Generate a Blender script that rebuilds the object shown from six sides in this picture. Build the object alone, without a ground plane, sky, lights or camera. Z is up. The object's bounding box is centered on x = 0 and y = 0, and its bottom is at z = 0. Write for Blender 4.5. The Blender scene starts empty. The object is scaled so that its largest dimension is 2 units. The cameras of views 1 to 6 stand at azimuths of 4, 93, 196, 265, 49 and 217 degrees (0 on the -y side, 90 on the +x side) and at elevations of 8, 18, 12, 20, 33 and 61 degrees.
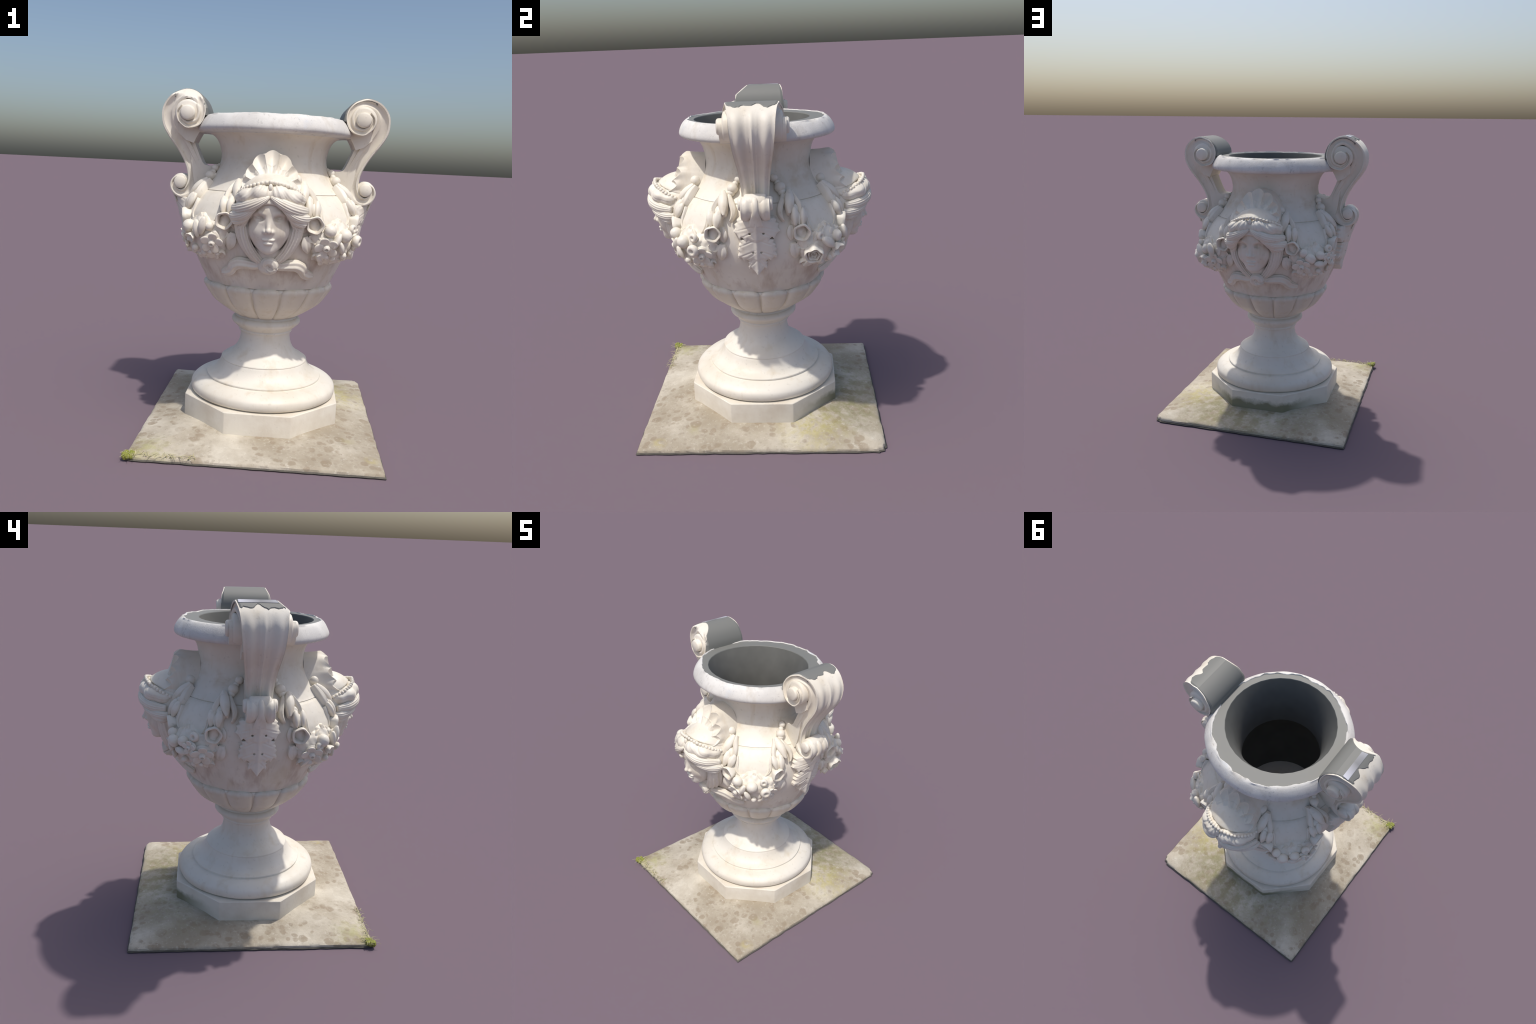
# A carved marble garden urn: two volute handles, two female masks, four flower
# garlands, a gadrooned bowl and a turned foot on an octagon and a stained slab.
import bpy, bmesh, math, random
import numpy as np
from mathutils import Matrix, Vector, noise

random.seed(7)
rng = np.random.default_rng(7)
RAD = math.radians

# ------------------------------------------------------------------ helpers
def col(name):
    m = bpy.data.materials.new(name)
    m.use_nodes = True
    nt = m.node_tree
    return m, nt, nt.nodes["Principled BSDF"]

class NT:
    """small node-tree writer"""
    def __init__(self, nt, coord="Object"):
        self.nt = nt
        self.tc = nt.nodes.new("ShaderNodeTexCoord")
        self.vec = self.tc.outputs[coord]
    def link(self, a, b): self.nt.links.new(a, b)
    def noise(self, scale, detail=4, rough=.55, vec=None, dist=0):
        n = self.nt.nodes.new("ShaderNodeTexNoise")
        n.inputs["Scale"].default_value = scale; n.inputs["Detail"].default_value = detail
        n.inputs["Roughness"].default_value = rough; n.inputs["Distortion"].default_value = dist
        self.link(vec or self.vec, n.inputs["Vector"]); return n.outputs["Fac"]
    def voronoi(self, scale, rnd=1., feature="F1", vec=None, out="Distance"):
        n = self.nt.nodes.new("ShaderNodeTexVoronoi"); n.feature = feature
        n.inputs["Scale"].default_value = scale; n.inputs["Randomness"].default_value = rnd
        self.link(vec or self.vec, n.inputs["Vector"]); return n.outputs[out]
    def ramp(self, fac, *stops):
        n = self.nt.nodes.new("ShaderNodeValToRGB"); e = n.color_ramp.elements
        while len(e) < len(stops): e.new(.5)
        for i, (p, c) in enumerate(stops):
            e[i].position = p
            e[i].color = (c, c, c, 1) if not isinstance(c, tuple) else (*c, 1)
        self.link(fac, n.inputs["Fac"]); return n.outputs["Color"]
    def mix(self, fac, a, b, mode="MIX"):
        n = self.nt.nodes.new("ShaderNodeMix"); n.data_type = "RGBA"; n.blend_type = mode
        for k, v in ((0, fac), (6, a), (7, b)):
            if isinstance(v, (int, float)): n.inputs[k].default_value = v
            elif isinstance(v, tuple): n.inputs[k].default_value = (*v, 1)
            else: self.link(v, n.inputs[k])
        return n.outputs[2]
    def math(self, op, a, b=0., clamp=False):
        n = self.nt.nodes.new("ShaderNodeMath"); n.operation = op; n.use_clamp = clamp
        for k, v in ((0, a), (1, b)):
            if isinstance(v, (int, float)): n.inputs[k].default_value = v
            else: self.link(v, n.inputs[k])
        return n.outputs[0]
    def xyz(self):
        n = self.nt.nodes.new("ShaderNodeSeparateXYZ"); self.link(self.vec, n.inputs[0]); return n.outputs
    def scaled(self, s):
        n = self.nt.nodes.new("ShaderNodeMapping"); n.inputs["Scale"].default_value = s
        self.link(self.vec, n.inputs["Vector"]); return n.outputs[0]
    def spot(self, centre, radius, soft):
        """1 inside a ball round centre, fading over soft"""
        n = self.nt.nodes.new("ShaderNodeVectorMath"); n.operation = "DISTANCE"
        self.link(self.vec, n.inputs[0]); n.inputs[1].default_value = centre
        m = self.nt.nodes.new("ShaderNodeMapRange"); m.inputs[1].default_value = radius + soft
        m.inputs[2].default_value = radius - soft
        self.link(n.outputs["Value"], m.inputs[0]); return m.outputs[0]
    def bump(self, bsdf, h, strength, dist):
        b = self.nt.nodes.new("ShaderNodeBump"); b.inputs["Strength"].default_value = strength
        b.inputs["Distance"].default_value = dist
        self.link(h, b.inputs["Height"]); self.link(b.outputs[0], bsdf.inputs["Normal"])

# ---------------------------------------------------------------- materials
def marble(name, light, warm, stain=.35, rough=.5, grain=.12):
    m, nt, b = col(name); t = NT(nt)
    c = t.mix(t.ramp(t.noise(3.2, 5, .6), (.42, 0.), (.72, 1.)), light, warm)
    streak = t.noise(5, 4, .6, t.scaled((2.2, 2.2, .5)))
    c = t.mix(t.math("MULTIPLY", t.ramp(streak, (.55, 0.), (.75, 1.)), stain), c,
              tuple(x * y for x, y in zip(warm, (.86, .78, .66))))
    c = t.mix(t.math("MULTIPLY", t.ramp(t.noise(42, 3), (.62, 0.), (.74, 1.)), .28), c,
              tuple(x * .62 for x in warm))
    t.link(c, b.inputs["Base Color"])
    b.inputs["Roughness"].default_value = rough
    t.bump(b, t.noise(130, 5, .65), grain, .004)
    return m

MARBLE = marble("weathered_marble", (.79, .742, .648), (.70, .635, .52), .5)
RIMSTONE = marble("sky_tinted_grey_marble", (.74, .72, .68), (.55, .53, .50), .5, .7, .3)
def paint_sky_reflection():
    nt = RIMSTONE.node_tree; t = NT(nt); b = nt.nodes["Principled BSDF"]
    old = b.inputs["Base Color"].links[0].from_socket
    c = t.mix(t.math("MULTIPLY", t.ramp(t.noise(4.5, 4, .6), (.60, 0.), (.72, 1.)), .45), old, (.46, .53, .64))  # bluish patches: reflected sky tinted into the rim's colour
    c = t.mix(t.ramp(t.noise(26, 6, .7), (.60, 0.), (.72, .55)), c, (.20, .19, .18))
    t.link(c, b.inputs["Base Color"])
paint_sky_reflection()

def plain_grey():
    m, nt, b = col("plain_grey_filling"); t = NT(nt)
    t.link(t.mix(t.noise(2, 2), (.186, .188, .172), (.192, .192, .178)), b.inputs["Base Color"])
    b.inputs["Roughness"].default_value = .6
    return m
GREY = plain_grey()

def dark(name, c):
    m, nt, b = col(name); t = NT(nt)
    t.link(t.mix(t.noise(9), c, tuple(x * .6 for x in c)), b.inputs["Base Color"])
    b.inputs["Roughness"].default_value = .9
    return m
def painted_glint():
    m, nt, b = col("painted_gloss_reflection"); t = NT(nt); y = t.xyz()[1]
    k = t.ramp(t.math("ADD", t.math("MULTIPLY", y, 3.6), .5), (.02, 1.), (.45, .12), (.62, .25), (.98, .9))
    t.link(t.mix(k, (.19, .19, .185), (.62, .62, .68)), b.inputs["Base Color"]); b.inputs["Roughness"].default_value = .5  # lavender ends of the ramp draw a glossy reflection into the base colour
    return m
GLINT_PAINT = painted_glint()
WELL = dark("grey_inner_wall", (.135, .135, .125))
SOOT = dark("dark_cavity", (.012, .012, .013))
PIT = dark("dark_hole_brown", (.06, .05, .04))

def octagon_stone():
    m, nt, b = col("algae_stained_marble"); t = NT(nt); o = t.xyz()
    c = t.mix(t.ramp(t.noise(5, 5, .6), (.42, 0.), (.7, 1.)), (.75, .70, .60), (.64, .57, .465))
    c = t.mix(t.math("MULTIPLY", t.ramp(t.noise(60, 3), (.64, 0.), (.74, 1.)), .2), c, (.4, .36, .30))
    # green algae on the side away from the sun (+y), in its lower half
    n = t.noise(9, 5, .65)
    back = t.math("MULTIPLY", t.math("SUBTRACT", o[1], .23), 5., True)
    low = t.math("MULTIPLY", t.math("SUBTRACT", t.math("ADD", .095, t.math("MULTIPLY", n, .10)), o[2]), 26., True)
    c = t.mix(t.math("MULTIPLY", t.math("MULTIPLY", back, low), .8), c, (.10, .105, .035))
    t.link(c, b.inputs["Base Color"]); b.inputs["Roughness"].default_value = .6
    t.bump(b, t.noise(90, 5), .15, .004)
    return m
OCT = octagon_stone()

def slab_stone():
    m, nt, b = col("lichen_spotted_flagstone"); t = NT(nt)
    base = t.mix(t.ramp(t.noise(4, 6, .65), (.36, 0.), (.66, 1.)), (.59, .54, .445), (.37, .315, .235))
    base = t.mix(t.ramp(t.noise(1.7, 5, .6), (.44, 0.), (.62, .85)), base, (.33, .28, .205))
    warp = t.nt.nodes.new("ShaderNodeVectorMath"); warp.operation = "ADD"
    nn = t.nt.nodes.new("ShaderNodeTexNoise"); nn.inputs["Scale"].default_value = 14
    t.link(t.vec, nn.inputs["Vector"])
    sc = t.nt.nodes.new("ShaderNodeVectorMath"); sc.operation = "SCALE"; sc.inputs["Scale"].default_value = .035
    t.link(nn.outputs["Color"], sc.inputs[0]); t.link(t.vec, warp.inputs[0]); t.link(sc.outputs[0], warp.inputs[1])
    for scale, r0, r1, amt, cc in ((8.5, .25, .31, .62, (.275, .215, .145)), (15, .27, .34, .62, (.29, .23, .16)), (30, .24, .34, .38, (.30, .25, .19))):
        d = t.voronoi(scale, 1., vec=warp.outputs[0])
        keep = t.ramp(t.noise(2.6 + scale * .06, 3), (.43, 0.), (.51, 1.))
        base = t.mix(t.math("MULTIPLY", t.math("MULTIPLY", t.ramp(d, (r0, 1.), (r1, 0.)), keep), amt), base, cc)
    base = t.mix(t.ramp(t.noise(40, 6, .75), (.56, 0.), (.72, .6)), base, (.68, .64, .55))
    base = t.mix(t.ramp(t.noise(85, 4, .7), (.63, 0.), (.70, .6)), base, (.20, .17, .12))
    # yellow lichen and green algae patches
    for c0, r, s, amt, cc in (((.50, .30, .06), .10, .16, .75, (.47, .41, .09)),
                              ((.30, .52, .06), .12, .22, .80, (.16, .17, .035)),
                              ((-.05, .60, .06), .16, .22, .55, (.22, .21, .06)),
                              ((-.62, -.66, .05), .06, .16, .75, (.36, .36, .08)),
                              ((.62, -.62, .05), .01, .05, .9, (.55, .45, .06)),
                              ((.50, -.42, .05), .00, .06, .5, (.45, .42, .12)),
                              ((-.40, .45, .06), .1, .2, .35, (.30, .29, .12))):
        brk = t.ramp(t.noise(17, 5, .7), (.40, 0.), (.60, 1.))
        base = t.mix(t.math("MULTIPLY", t.math("MULTIPLY", t.spot(c0, r, s), brk), amt), base, cc)
    t.link(base, b.inputs["Base Color"]); b.inputs["Roughness"].default_value = .85
    t.bump(b, t.noise(70, 6, .7), .45, .006)
    return m
SLAB = slab_stone()

def soil_edge():
    m, nt, b = col("dark_slab_edge"); t = NT(nt)
    t.link(t.mix(t.noise(30, 5, .7), (.16, .145, .12), (.05, .047, .04)), b.inputs["Base Color"])
    b.inputs["Roughness"].default_value = .95
    return m
EDGE = soil_edge()

def leafy(name, a, c):
    m, nt, b = col(name); t = NT(nt)
    t.link(t.mix(t.noise(35, 3), a, c), b.inputs["Base Color"]); b.inputs["Roughness"].default_value = .8
    return m
MOSS = leafy("yellow_green_moss", (.30, .30, .05), (.16, .19, .04))
STRAW = leafy("dry_grass", (.55, .50, .33), (.38, .36, .16))

# ------------------------------------------------------------ mesh building
def mesh_data(name, V, F, mat, angle=38, fix=True):
    me = bpy.data.meshes.new(name)
    me.from_pydata([tuple(map(float, v)) for v in V], [], [tuple(int(i) for i in f) for f in F])
    if fix:
        bm = bmesh.new(); bm.from_mesh(me)
        bmesh.ops.recalc_face_normals(bm, faces=bm.faces[:])
        bm.to_mesh(me); bm.free()
    me.materials.append(mat)
    me.polygons.foreach_set("use_smooth", [angle > 0] * len(me.polygons))
    if 0 < angle < 180:
        me.set_sharp_from_angle(angle=RAD(angle))
    me.update()
    return me

def put(name, me, parent, M=None):
    o = bpy.data.objects.new(name, me)
    bpy.context.scene.collection.objects.link(o)
    o.parent = parent
    if M is not None: o.matrix_local = M
    return o

def part(name, V, F, mat, parent, angle=38, M=None):
    return put(name, mesh_data(name, V, F, mat, angle), parent, M)

def spline(pts, n, closed=False):
    """Catmull-Rom through control points, n samples"""
    P = np.asarray(pts, float)
    E = np.vstack([2 * P[0] - P[1], P, 2 * P[-1] - P[-2]])
    u = np.linspace(0, len(P) - 1, n); i = np.minimum(u.astype(int), len(P) - 2); t = (u - i)[:, None]
    a, b, c, d = E[i], E[i + 1], E[i + 2], E[i + 3]
    return .5 * (2 * b + (c - a) * t + (2 * a - 5 * b + 4 * c - d) * t ** 2 + (3 * b - a - 3 * c + d) * t ** 3)

def lathe(profile, seg=160):
    P = np.asarray(profile, float); n = len(P); a = np.linspace(0, 2 * math.pi, seg, endpoint=False)
    V = np.stack([np.outer(P[:, 0], np.cos(a)), np.outer(P[:, 0], np.sin(a)), np.repeat(P[:, 1:2], seg, 1)], -1)
    F = [(i * seg + j, i * seg + (j + 1) % seg, (i + 1) * seg + (j + 1) % seg, (i + 1) * seg + j)
         for i in range(n - 1) for j in range(seg)]
    return V.reshape(-1, 3), F

def rings(R, caps=True, wrap=True):
    """skin a stack of rings R[k, m, 3]"""
    k, m = R.shape[:2]; V = list(R.reshape(-1, 3)); F = []
    for i in range(k - 1):
        for j in range(m if wrap else m - 1):
            F.append((i * m + j, i * m + (j + 1) % m, (i + 1) * m + (j + 1) % m, (i + 1) * m + j))
    if caps:
        for i in (0, k - 1):
            V.append(R[i].mean(0)); c = len(V) - 1
            F += [(i * m + j, i * m + (j + 1) % m, c) for j in range(m)]
    return np.array(V), F

def sweep(path, up, wide, high, m=20, ridges=0, depth=0., twist=0., flat=2.):
    """tube along a path; up = surface normal per ring (wide across, high along up), ridged lengthwise"""
    P = np.asarray(path, float); n = len(P); T = np.gradient(P, axis=0)
    T /= np.linalg.norm(T, axis=1)[:, None] + 1e-12
    U = np.broadcast_to(np.asarray(up, float), P.shape); S = np.cross(T, U)
    S /= np.linalg.norm(S, axis=1)[:, None] + 1e-12; U = np.cross(S, T)
    a = np.linspace(0, 2 * math.pi, m, endpoint=False)
    wide = np.broadcast_to(wide, (n,)); high = np.broadcast_to(high, (n,))
    R = np.zeros((n, m, 3))
    for i in range(n):
        mod = 1 + depth * np.cos(ridges * a + twist * i / n) if ridges else np.ones(m)
        cx = np.sign(np.cos(a)) * np.abs(np.cos(a)) ** (2 / flat); cy = np.sign(np.sin(a)) * np.abs(np.sin(a)) ** (2 / flat)
        R[i] = P[i] + np.outer(cx * mod * wide[i], S[i]) + np.outer(cy * mod * high[i], U[i])
    return rings(R)

def join(*VF):
    V, F, k = [], [], 0
    for v, f in VF:
        V.append(np.asarray(v, float)); F += [tuple(i + k for i in q) for q in f]; k += len(v)
    return np.vstack(V), F

def ball(c, r, seg=20, rows=12):
    c = np.asarray(c, float); r = np.broadcast_to(np.asarray(r, float), (3,))
    th = np.linspace(.001, math.pi - .001, rows); ph = np.linspace(0, 2 * math.pi, seg, endpoint=False)
    R = np.stack([np.outer(np.sin(th), np.cos(ph)), np.outer(np.sin(th), np.sin(ph)), np.repeat(np.cos(th)[:, None], seg, 1)], -1) * r + c
    return rings(R)

def extrude_y(poly, y0, y1):
    P = np.asarray(poly, float); n = len(P)
    V = [(x, y0, z) for x, z in P] + [(x, y1, z) for x, z in P]
    F = [(i, (i + 1) % n, n + (i + 1) % n, n + i) for i in range(n)] + [tuple(range(n))[::-1], tuple(range(n, 2 * n))]
    return np.array(V), F

# implicit solids: numpy distance fields, skinned with naive surface nets
def ell(P, c, r):
    q = [(P[i] - c[i]) / r[i] for i in range(3)]
    k0 = np.sqrt(q[0] ** 2 + q[1] ** 2 + q[2] ** 2)
    k1 = np.sqrt(sum((q[i] / r[i]) ** 2 for i in range(3))) + 1e-9
    return k0 * (k0 - 1) / k1
def cap(P, a, b, ra, rb):
    a = np.asarray(a, float); b = np.asarray(b, float); d = b - a; L = d @ d
    t = np.clip(sum((P[i] - a[i]) * d[i] for i in range(3)) / L, 0, 1)
    return np.sqrt(sum((P[i] - a[i] - d[i] * t) ** 2 for i in range(3))) - (ra + (rb - ra) * t)
def smin(a, b, k):
    h = np.clip(.5 + .5 * (b - a) / k, 0, 1); return b + (a - b) * h - k * h * (1 - h)
def smax(a, b, k): return -smin(-a, -b, k)

def net(field, lo, hi, h):
    lo = np.asarray(lo, float); n = np.ceil((np.asarray(hi) - lo) / h).astype(int) + 1
    ax = [lo[i] + h * np.arange(n[i]) for i in range(3)]
    G = field(np.meshgrid(*ax, indexing="ij")); S = G < 0
    acc = np.zeros((*(n - 1), 3)); cnt = np.zeros(n - 1)
    for d in range(3):
        e = [(0, 0, 0)]; o = [i for i in range(3) if i != d]
        s0 = [slice(None)] * 3; s1 = [slice(None)] * 3; s0[d] = slice(0, -1); s1[d] = slice(1, None)
        A, B = G[tuple(s0)], G[tuple(s1)]; X = (A < 0) != (B < 0)
        t = np.where(X, A / np.where(A == B, 1, A - B), 0)
        for p in (0, 1):
            for q in (0, 1):
                sl = [slice(None)] * 3
                sl[o[0]] = slice(p, n[o[0]] - 1 + p); sl[o[1]] = slice(q, n[o[1]] - 1 + q)
                x = X[tuple(sl)]; tt = t[tuple(sl)]
                cnt += x; acc[..., d] += x * tt; acc[..., o[0]] += x * p; acc[..., o[1]] += x * q
    on = cnt > 0; idx = -np.ones(n - 1, int); idx[on] = np.arange(on.sum())
    cell = np.argwhere(on); V = lo + h * (cell + acc[on] / cnt[on][:, None])
    F = []
    for d in range(3):
        o = [(d + 1) % 3, (d + 2) % 3]
        s0 = [slice(1, -1)] * 3; s1 = [slice(1, -1)] * 3; s0[d] = slice(0, -1); s1[d] = slice(1, None)
        A, B = S[tuple(s0)], S[tuple(s1)]
        at = np.argwhere(A != B) + np.array([0 if i == d else 1 for i in range(3)])
        if not len(at): continue
        u = np.zeros(3, int); v = np.zeros(3, int); u[o[0]] = 1; v[o[1]] = 1
        g = lambda c: idx[c[:, 0], c[:, 1], c[:, 2]]
        Q = np.stack([g(at), g(at - u), g(at - u - v), g(at - v)], 1)
        F += [tuple(q) for q in Q if (q >= 0).all()]
    return V, F

def face_out(V):
    """mask space (x, outward d, z) to urn space, where the mask looks along -y"""
    V = np.array(V, float); V[:, 1] *= -1; return V

# ------------------------------------------------------------------ the urn
urn = bpy.data.objects.new("garden_urn", None)
bpy.context.scene.collection.objects.link(urn)
urn.location = (.004, .011, 0); urn.rotation_euler = (RAD(-.35), 0, RAD(1.5))
urn["label"] = "weathered white marble urn with masks, garlands and scroll handles"
urn["category"] = "garden urn"
bpy.context.view_layer.update()
INV = Matrix.Translation((.004, .011, 0)).inverted()   # (slab and octagon stand square to the world)
UNYAW = Matrix.Rotation(RAD(-1.5), 3, "Z")
TILT = Matrix.Rotation(RAD(.35), 3, "X")
def to_local(V):
    M = urn.matrix_world.inverted()
    return np.array([M @ Vector(v) for v in V])

# body outline: radius over height (the vase wall without its ornaments)
WALL = [(.885, .374), (.92, .391), (.96, .411), (1.0, .430), (1.05, .452), (1.1, .470), (1.15, .483), (1.2, .491), (1.25, .493),
        (1.3, .487), (1.35, .470), (1.39, .449), (1.418, .427), (1.425, .420), (1.46, .389), (1.5, .361), (1.54, .338),
        (1.58, .320), (1.62, .313), (1.65, .316), (1.685, .325), (1.715, .341), (1.735, .362), (1.746, .385)]
WZ = np.array([w[0] for w in WALL]); WR = np.array([w[1] for w in WALL])
def wall(z): return np.interp(z, WZ, WR)
def on_wall(a, z, lift=0.):
    """point at angle a (deg) and height z, lifted off the wall"""
    r = wall(z) + lift
    return np.array([r * math.cos(RAD(a)), r * math.sin(RAD(a)), z])
def wall_frame(a, z):
    s = float(wall(z + .02) - wall(z - .02)) / .04
    e = np.array([-math.sin(RAD(a)), math.cos(RAD(a)), 0.])
    u = np.array([s * math.cos(RAD(a)), s * math.sin(RAD(a)), 1.]); u /= np.linalg.norm(u)
    return e, u, np.cross(e, u)

def wobble(V, amp, scale, seed=0.):
    """hand-cut unevenness along the radius"""
    V = np.array(V, float)
    for i, v in enumerate(V):
        r = math.hypot(v[0], v[1])
        if r > .05:
            k = 1 + amp * noise.noise(Vector(v * scale) + Vector((seed, 0, 0))) / r
            V[i, 0] *= k; V[i, 1] *= k
    return V

# -- slab ------------------------------------------------------------------
def build_slab():
    cor = {(0, 0): (-.676, -.722), (1, 0): (.692, -.714), (1, 1): (.678, .740), (0, 1): (-.680, .736)}
    N = 90
    def at(u, v):
        p = sum(np.array(cor[i, j]) * (u if i else 1 - u) * (v if j else 1 - v) for i in (0, 1) for j in (0, 1))
        return p
    V, F, ids = [], [], {}
    s = np.linspace(0, 1, N)
    for i in range(N):
        for j in range(N):
            u, v = s[i], s[j]; p = at(u, v)
            e = max(abs(2 * u - 1), abs(2 * v - 1)); edge = min(u, 1 - u, v, 1 - v)
            z = .067 - .040 * max(0., (e - .55) / .45) ** 1.2
            z += .0025 * noise.noise(Vector((p[0] * 9, p[1] * 9, 1))) + .0015 * noise.noise(Vector((p[0] * 30, p[1] * 30, 4)))
            if edge < .004: z -= .005
            # chipped corner at +x +y, worn ones elsewhere
            p = p * (1 - .010 * (edge < .001) * (.5 + .5 * noise.noise(Vector((p[0] * 14, p[1] * 14, 7)))))
            if u > .97 and v > .97: p = p * (1 - .02 * ((u - .97) + (v - .97)) / .06)
            ids[i, j] = len(V); V.append((p[0], p[1], z))
    for i in range(N - 1):
        for j in range(N - 1):
            F.append((ids[i, j], ids[i + 1, j], ids[i + 1, j + 1], ids[i, j + 1]))
    ring = [(i, 0) for i in range(N)] + [(N - 1, j) for j in range(1, N)] + [(i, N - 1) for i in range(N - 2, -1, -1)] + [(0, j) for j in range(N - 2, 0, -1)]
    top = [ids[r] for r in ring]; m = len(ring)
    def skirt(prev, dz, grow, jag):
        new = []
        for k, q in enumerate(top):
            x, y, z = V[q]; n = noise.noise(Vector((x * 16, y * 16, 3)))
            f = grow + jag * n
            new.append(len(V)); V.append((x * (1 + f), y * (1 + f), dz + .006 * n * (dz > .002)))
        F.extend((prev[k], prev[(k + 1) % m], new[(k + 1) % m], new[k]) for k in range(m))
        return new
    a = skirt(top, .008, .003, .002)
    part("paving_slab", to_local(V), list(F), SLAB, urn, 50)
    # dark broken under-edge
    V2 = [V[i] for i in a]; k0 = len(V2); F2 = []
    V2 = [(x * .996, y * .996, .012) for x, y, z in V2]; prev = list(range(k0))
    for dz, f, jag in ((.010, .005, .004), (.004, .012, .006), (0., .009, .006)):
        new = []
        for k in range(k0):
            x, y, z = V2[k]; n = noise.noise(Vector((x * 22, y * 22, 9 + dz * 60)))
            new.append(len(V2)); V2.append((x * (1 + f + jag * n), y * (1 + f + jag * n), dz))
        F2.extend((prev[k], prev[(k + 1) % k0], new[(k + 1) % k0], new[k]) for k in range(k0)); prev = new
    c = len(V2); V2.append((0, 0, 0.)); F2.extend((prev[k], prev[(k + 1) % k0], c) for k in range(k0))
    part("slab_underside", to_local(V2), F2, EDGE, urn, 50)
build_slab()

def build_moss():
    parts = []; r = random.Random(3)
    for k in range(46):
        x = -.676 + abs(r.gauss(0, .020)); y = -.724 + abs(r.gauss(0, .020)); z = .018 + r.random() * .016
        parts.append(ball((x - .004, y - .004, z), (.008 + r.random() * .008,) * 3, 7, 5))
    part("moss_clump", *(lambda v, f: (to_local(v), f))(*join(*parts)), MOSS, urn)["kind"] = "stuff"
    blades = []
    for k in range(70):
        along = r.random() ** 1.8
        x, y = (-.67 + along * .40, -.715 + r.random() * .02) if r.random() < .75 else (-.67 + r.random() * .02, -.72 + along * .07)
        L = .02 + r.random() * .035; a = r.uniform(0, 6.28); z0 = .031
        p = [(x, y, z0 - .004), (x + .5 * L * math.cos(a), y + .5 * L * math.sin(a), z0 + .010), (x + L * math.cos(a), y + L * math.sin(a), z0 + r.uniform(-.004, .008))]
        blades.append(sweep(spline(p, 6), (0, 0, 1), np.linspace(.0022, .0006, 6), .0009, 4))
    part("grass_blade", *(lambda v, f: (to_local(v), f))(*join(*blades)), STRAW, urn)["kind"] = "stuff"
build_moss()

# -- octagon ---------------------------------------------------------------
def build_octagon():
    cx, cy, ap = .001, .013, .455
    def ringz(f, z, b=0):
        out = []
        for k in range(8):
            for s in (-1, 1):
                a = RAD(22.5 + 45 * k) + s * RAD(.9 if b else .6)
                R = ap * f / math.cos(RAD(22.5)); out.append((cx + R * math.cos(a), cy + R * math.sin(a), z))
        return out
    R = np.array([ringz(1.0, .052), ringz(1.0, .180), ringz(.997, .186), ringz(.987, .189)])
    V, F = rings(R)
    part("octagonal_base", to_local(V), F, OCT, urn, 25)
    # drain hole in the back face
    a = np.linspace(0, 2 * math.pi, 20, endpoint=False)
    yb = cy + ap
    R = np.array([[(-.006 + rr * math.cos(t), yy, .122 + rr * math.sin(t)) for t in a] for rr, yy in ((.019, yb - .01), (.019, yb + .0015), (.014, yb + .0015), (.012, yb - .008))])
    V, F = rings(R)
    part("drain_hole", to_local(V), F, PIT, urn)
build_octagon()

# -- turned foot -----------------------------------------------------------
FOOT = ([(.0, .186), (.420, .186), (.424, .193)] + [tuple(p) for p in spline([(.434, .193), (.444, .203), (.4480, .222), (.4445, .242), (.433, .257), (.414, .271), (.391, .280), (.368, .2855)], 26)]
        + [(.357, .2865), (.3535, .288), (.353, .291), (.3555, .295), (.354, .300), (.348, .303), (.343, .304)]
        + [tuple(p) for p in spline([(.337, .3055), (.312, .317), (.291, .337), (.276, .359), (.267, .378)], 12)]
        + [(.264, .384), (.262, .3875), (.264, .391), (.262, .396)]
        + [tuple(p) for p in spline([(.259, .398), (.235, .4145), (.205, .433), (.1795, .4575), (.1625, .4885), (.154, .5235), (.153, .548), (.156, .562)], 24)]
        + [(.1605, .565), (.164, .570), (.1645, .576), (.162, .581), (.163, .583)]
        + [tuple(p) for p in spline([(.170, .588), (.190, .606), (.205, .620), (.2105, .632), (.2075, .645), (.196, .655)], 14)]
        + [(.187, .657), (.184, .662), (.182, .672), (0., .672)])
V, F = lathe(FOOT, 144)
part("turned_foot", wobble(V, .003, 6), F, MARBLE, urn, 32)

# -- gadrooned bowl: fourteen lobes ----------------------------------------
LOBE = spline([(.170, .664), (.182, .669), (.223, .692), (.274, .727), (.322, .766), (.355, .812), (.376, .845), (.384, .864), (.379, .880), (.362, .888)], 30)
def build_bowl():
    V, F = lathe([(0., .664)] + [(r - .014, z) for r, z in LOBE[:-1]] + [(.352, .884), (.0, .884)], 112)
    part("bowl_core", V, F, MARBLE, urn)
    half = math.pi / 14; R = []
    ts = np.linspace(-1, 1, 17)
    for k, (r, z) in enumerate(LOBE):
        f = k / (len(LOBE) - 1)
        row = []
        for t in ts:
            edge = abs(t) ** 6
            top = max(0., (z - .855) / .031)
            bulge = .010 * (1 - t * t) - .016 * abs(t) ** 11 - .018 * top ** 2 * abs(t) ** 4
            rr = r + bulge * (.45 + .55 * min(1, f * 1.6)); a = half * t * .992
            row.append((rr * math.cos(a), rr * math.sin(a), z - .010 * top * abs(t) ** 5))
        back = [((r - .03) * math.cos(half * t * .99), (r - .03) * math.sin(half * t * .99), z) for t in (1, 0, -1)]
        R.append(row + back)
    V, F = rings(np.array(R))
    me = mesh_data("gadroon", V, F, MARBLE, 50)
    for k in range(14):
        put("gadroon", me, urn, Matrix.Rotation(RAD(-90 + k * 360 / 14), 4, "Z"))
build_bowl()

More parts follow.
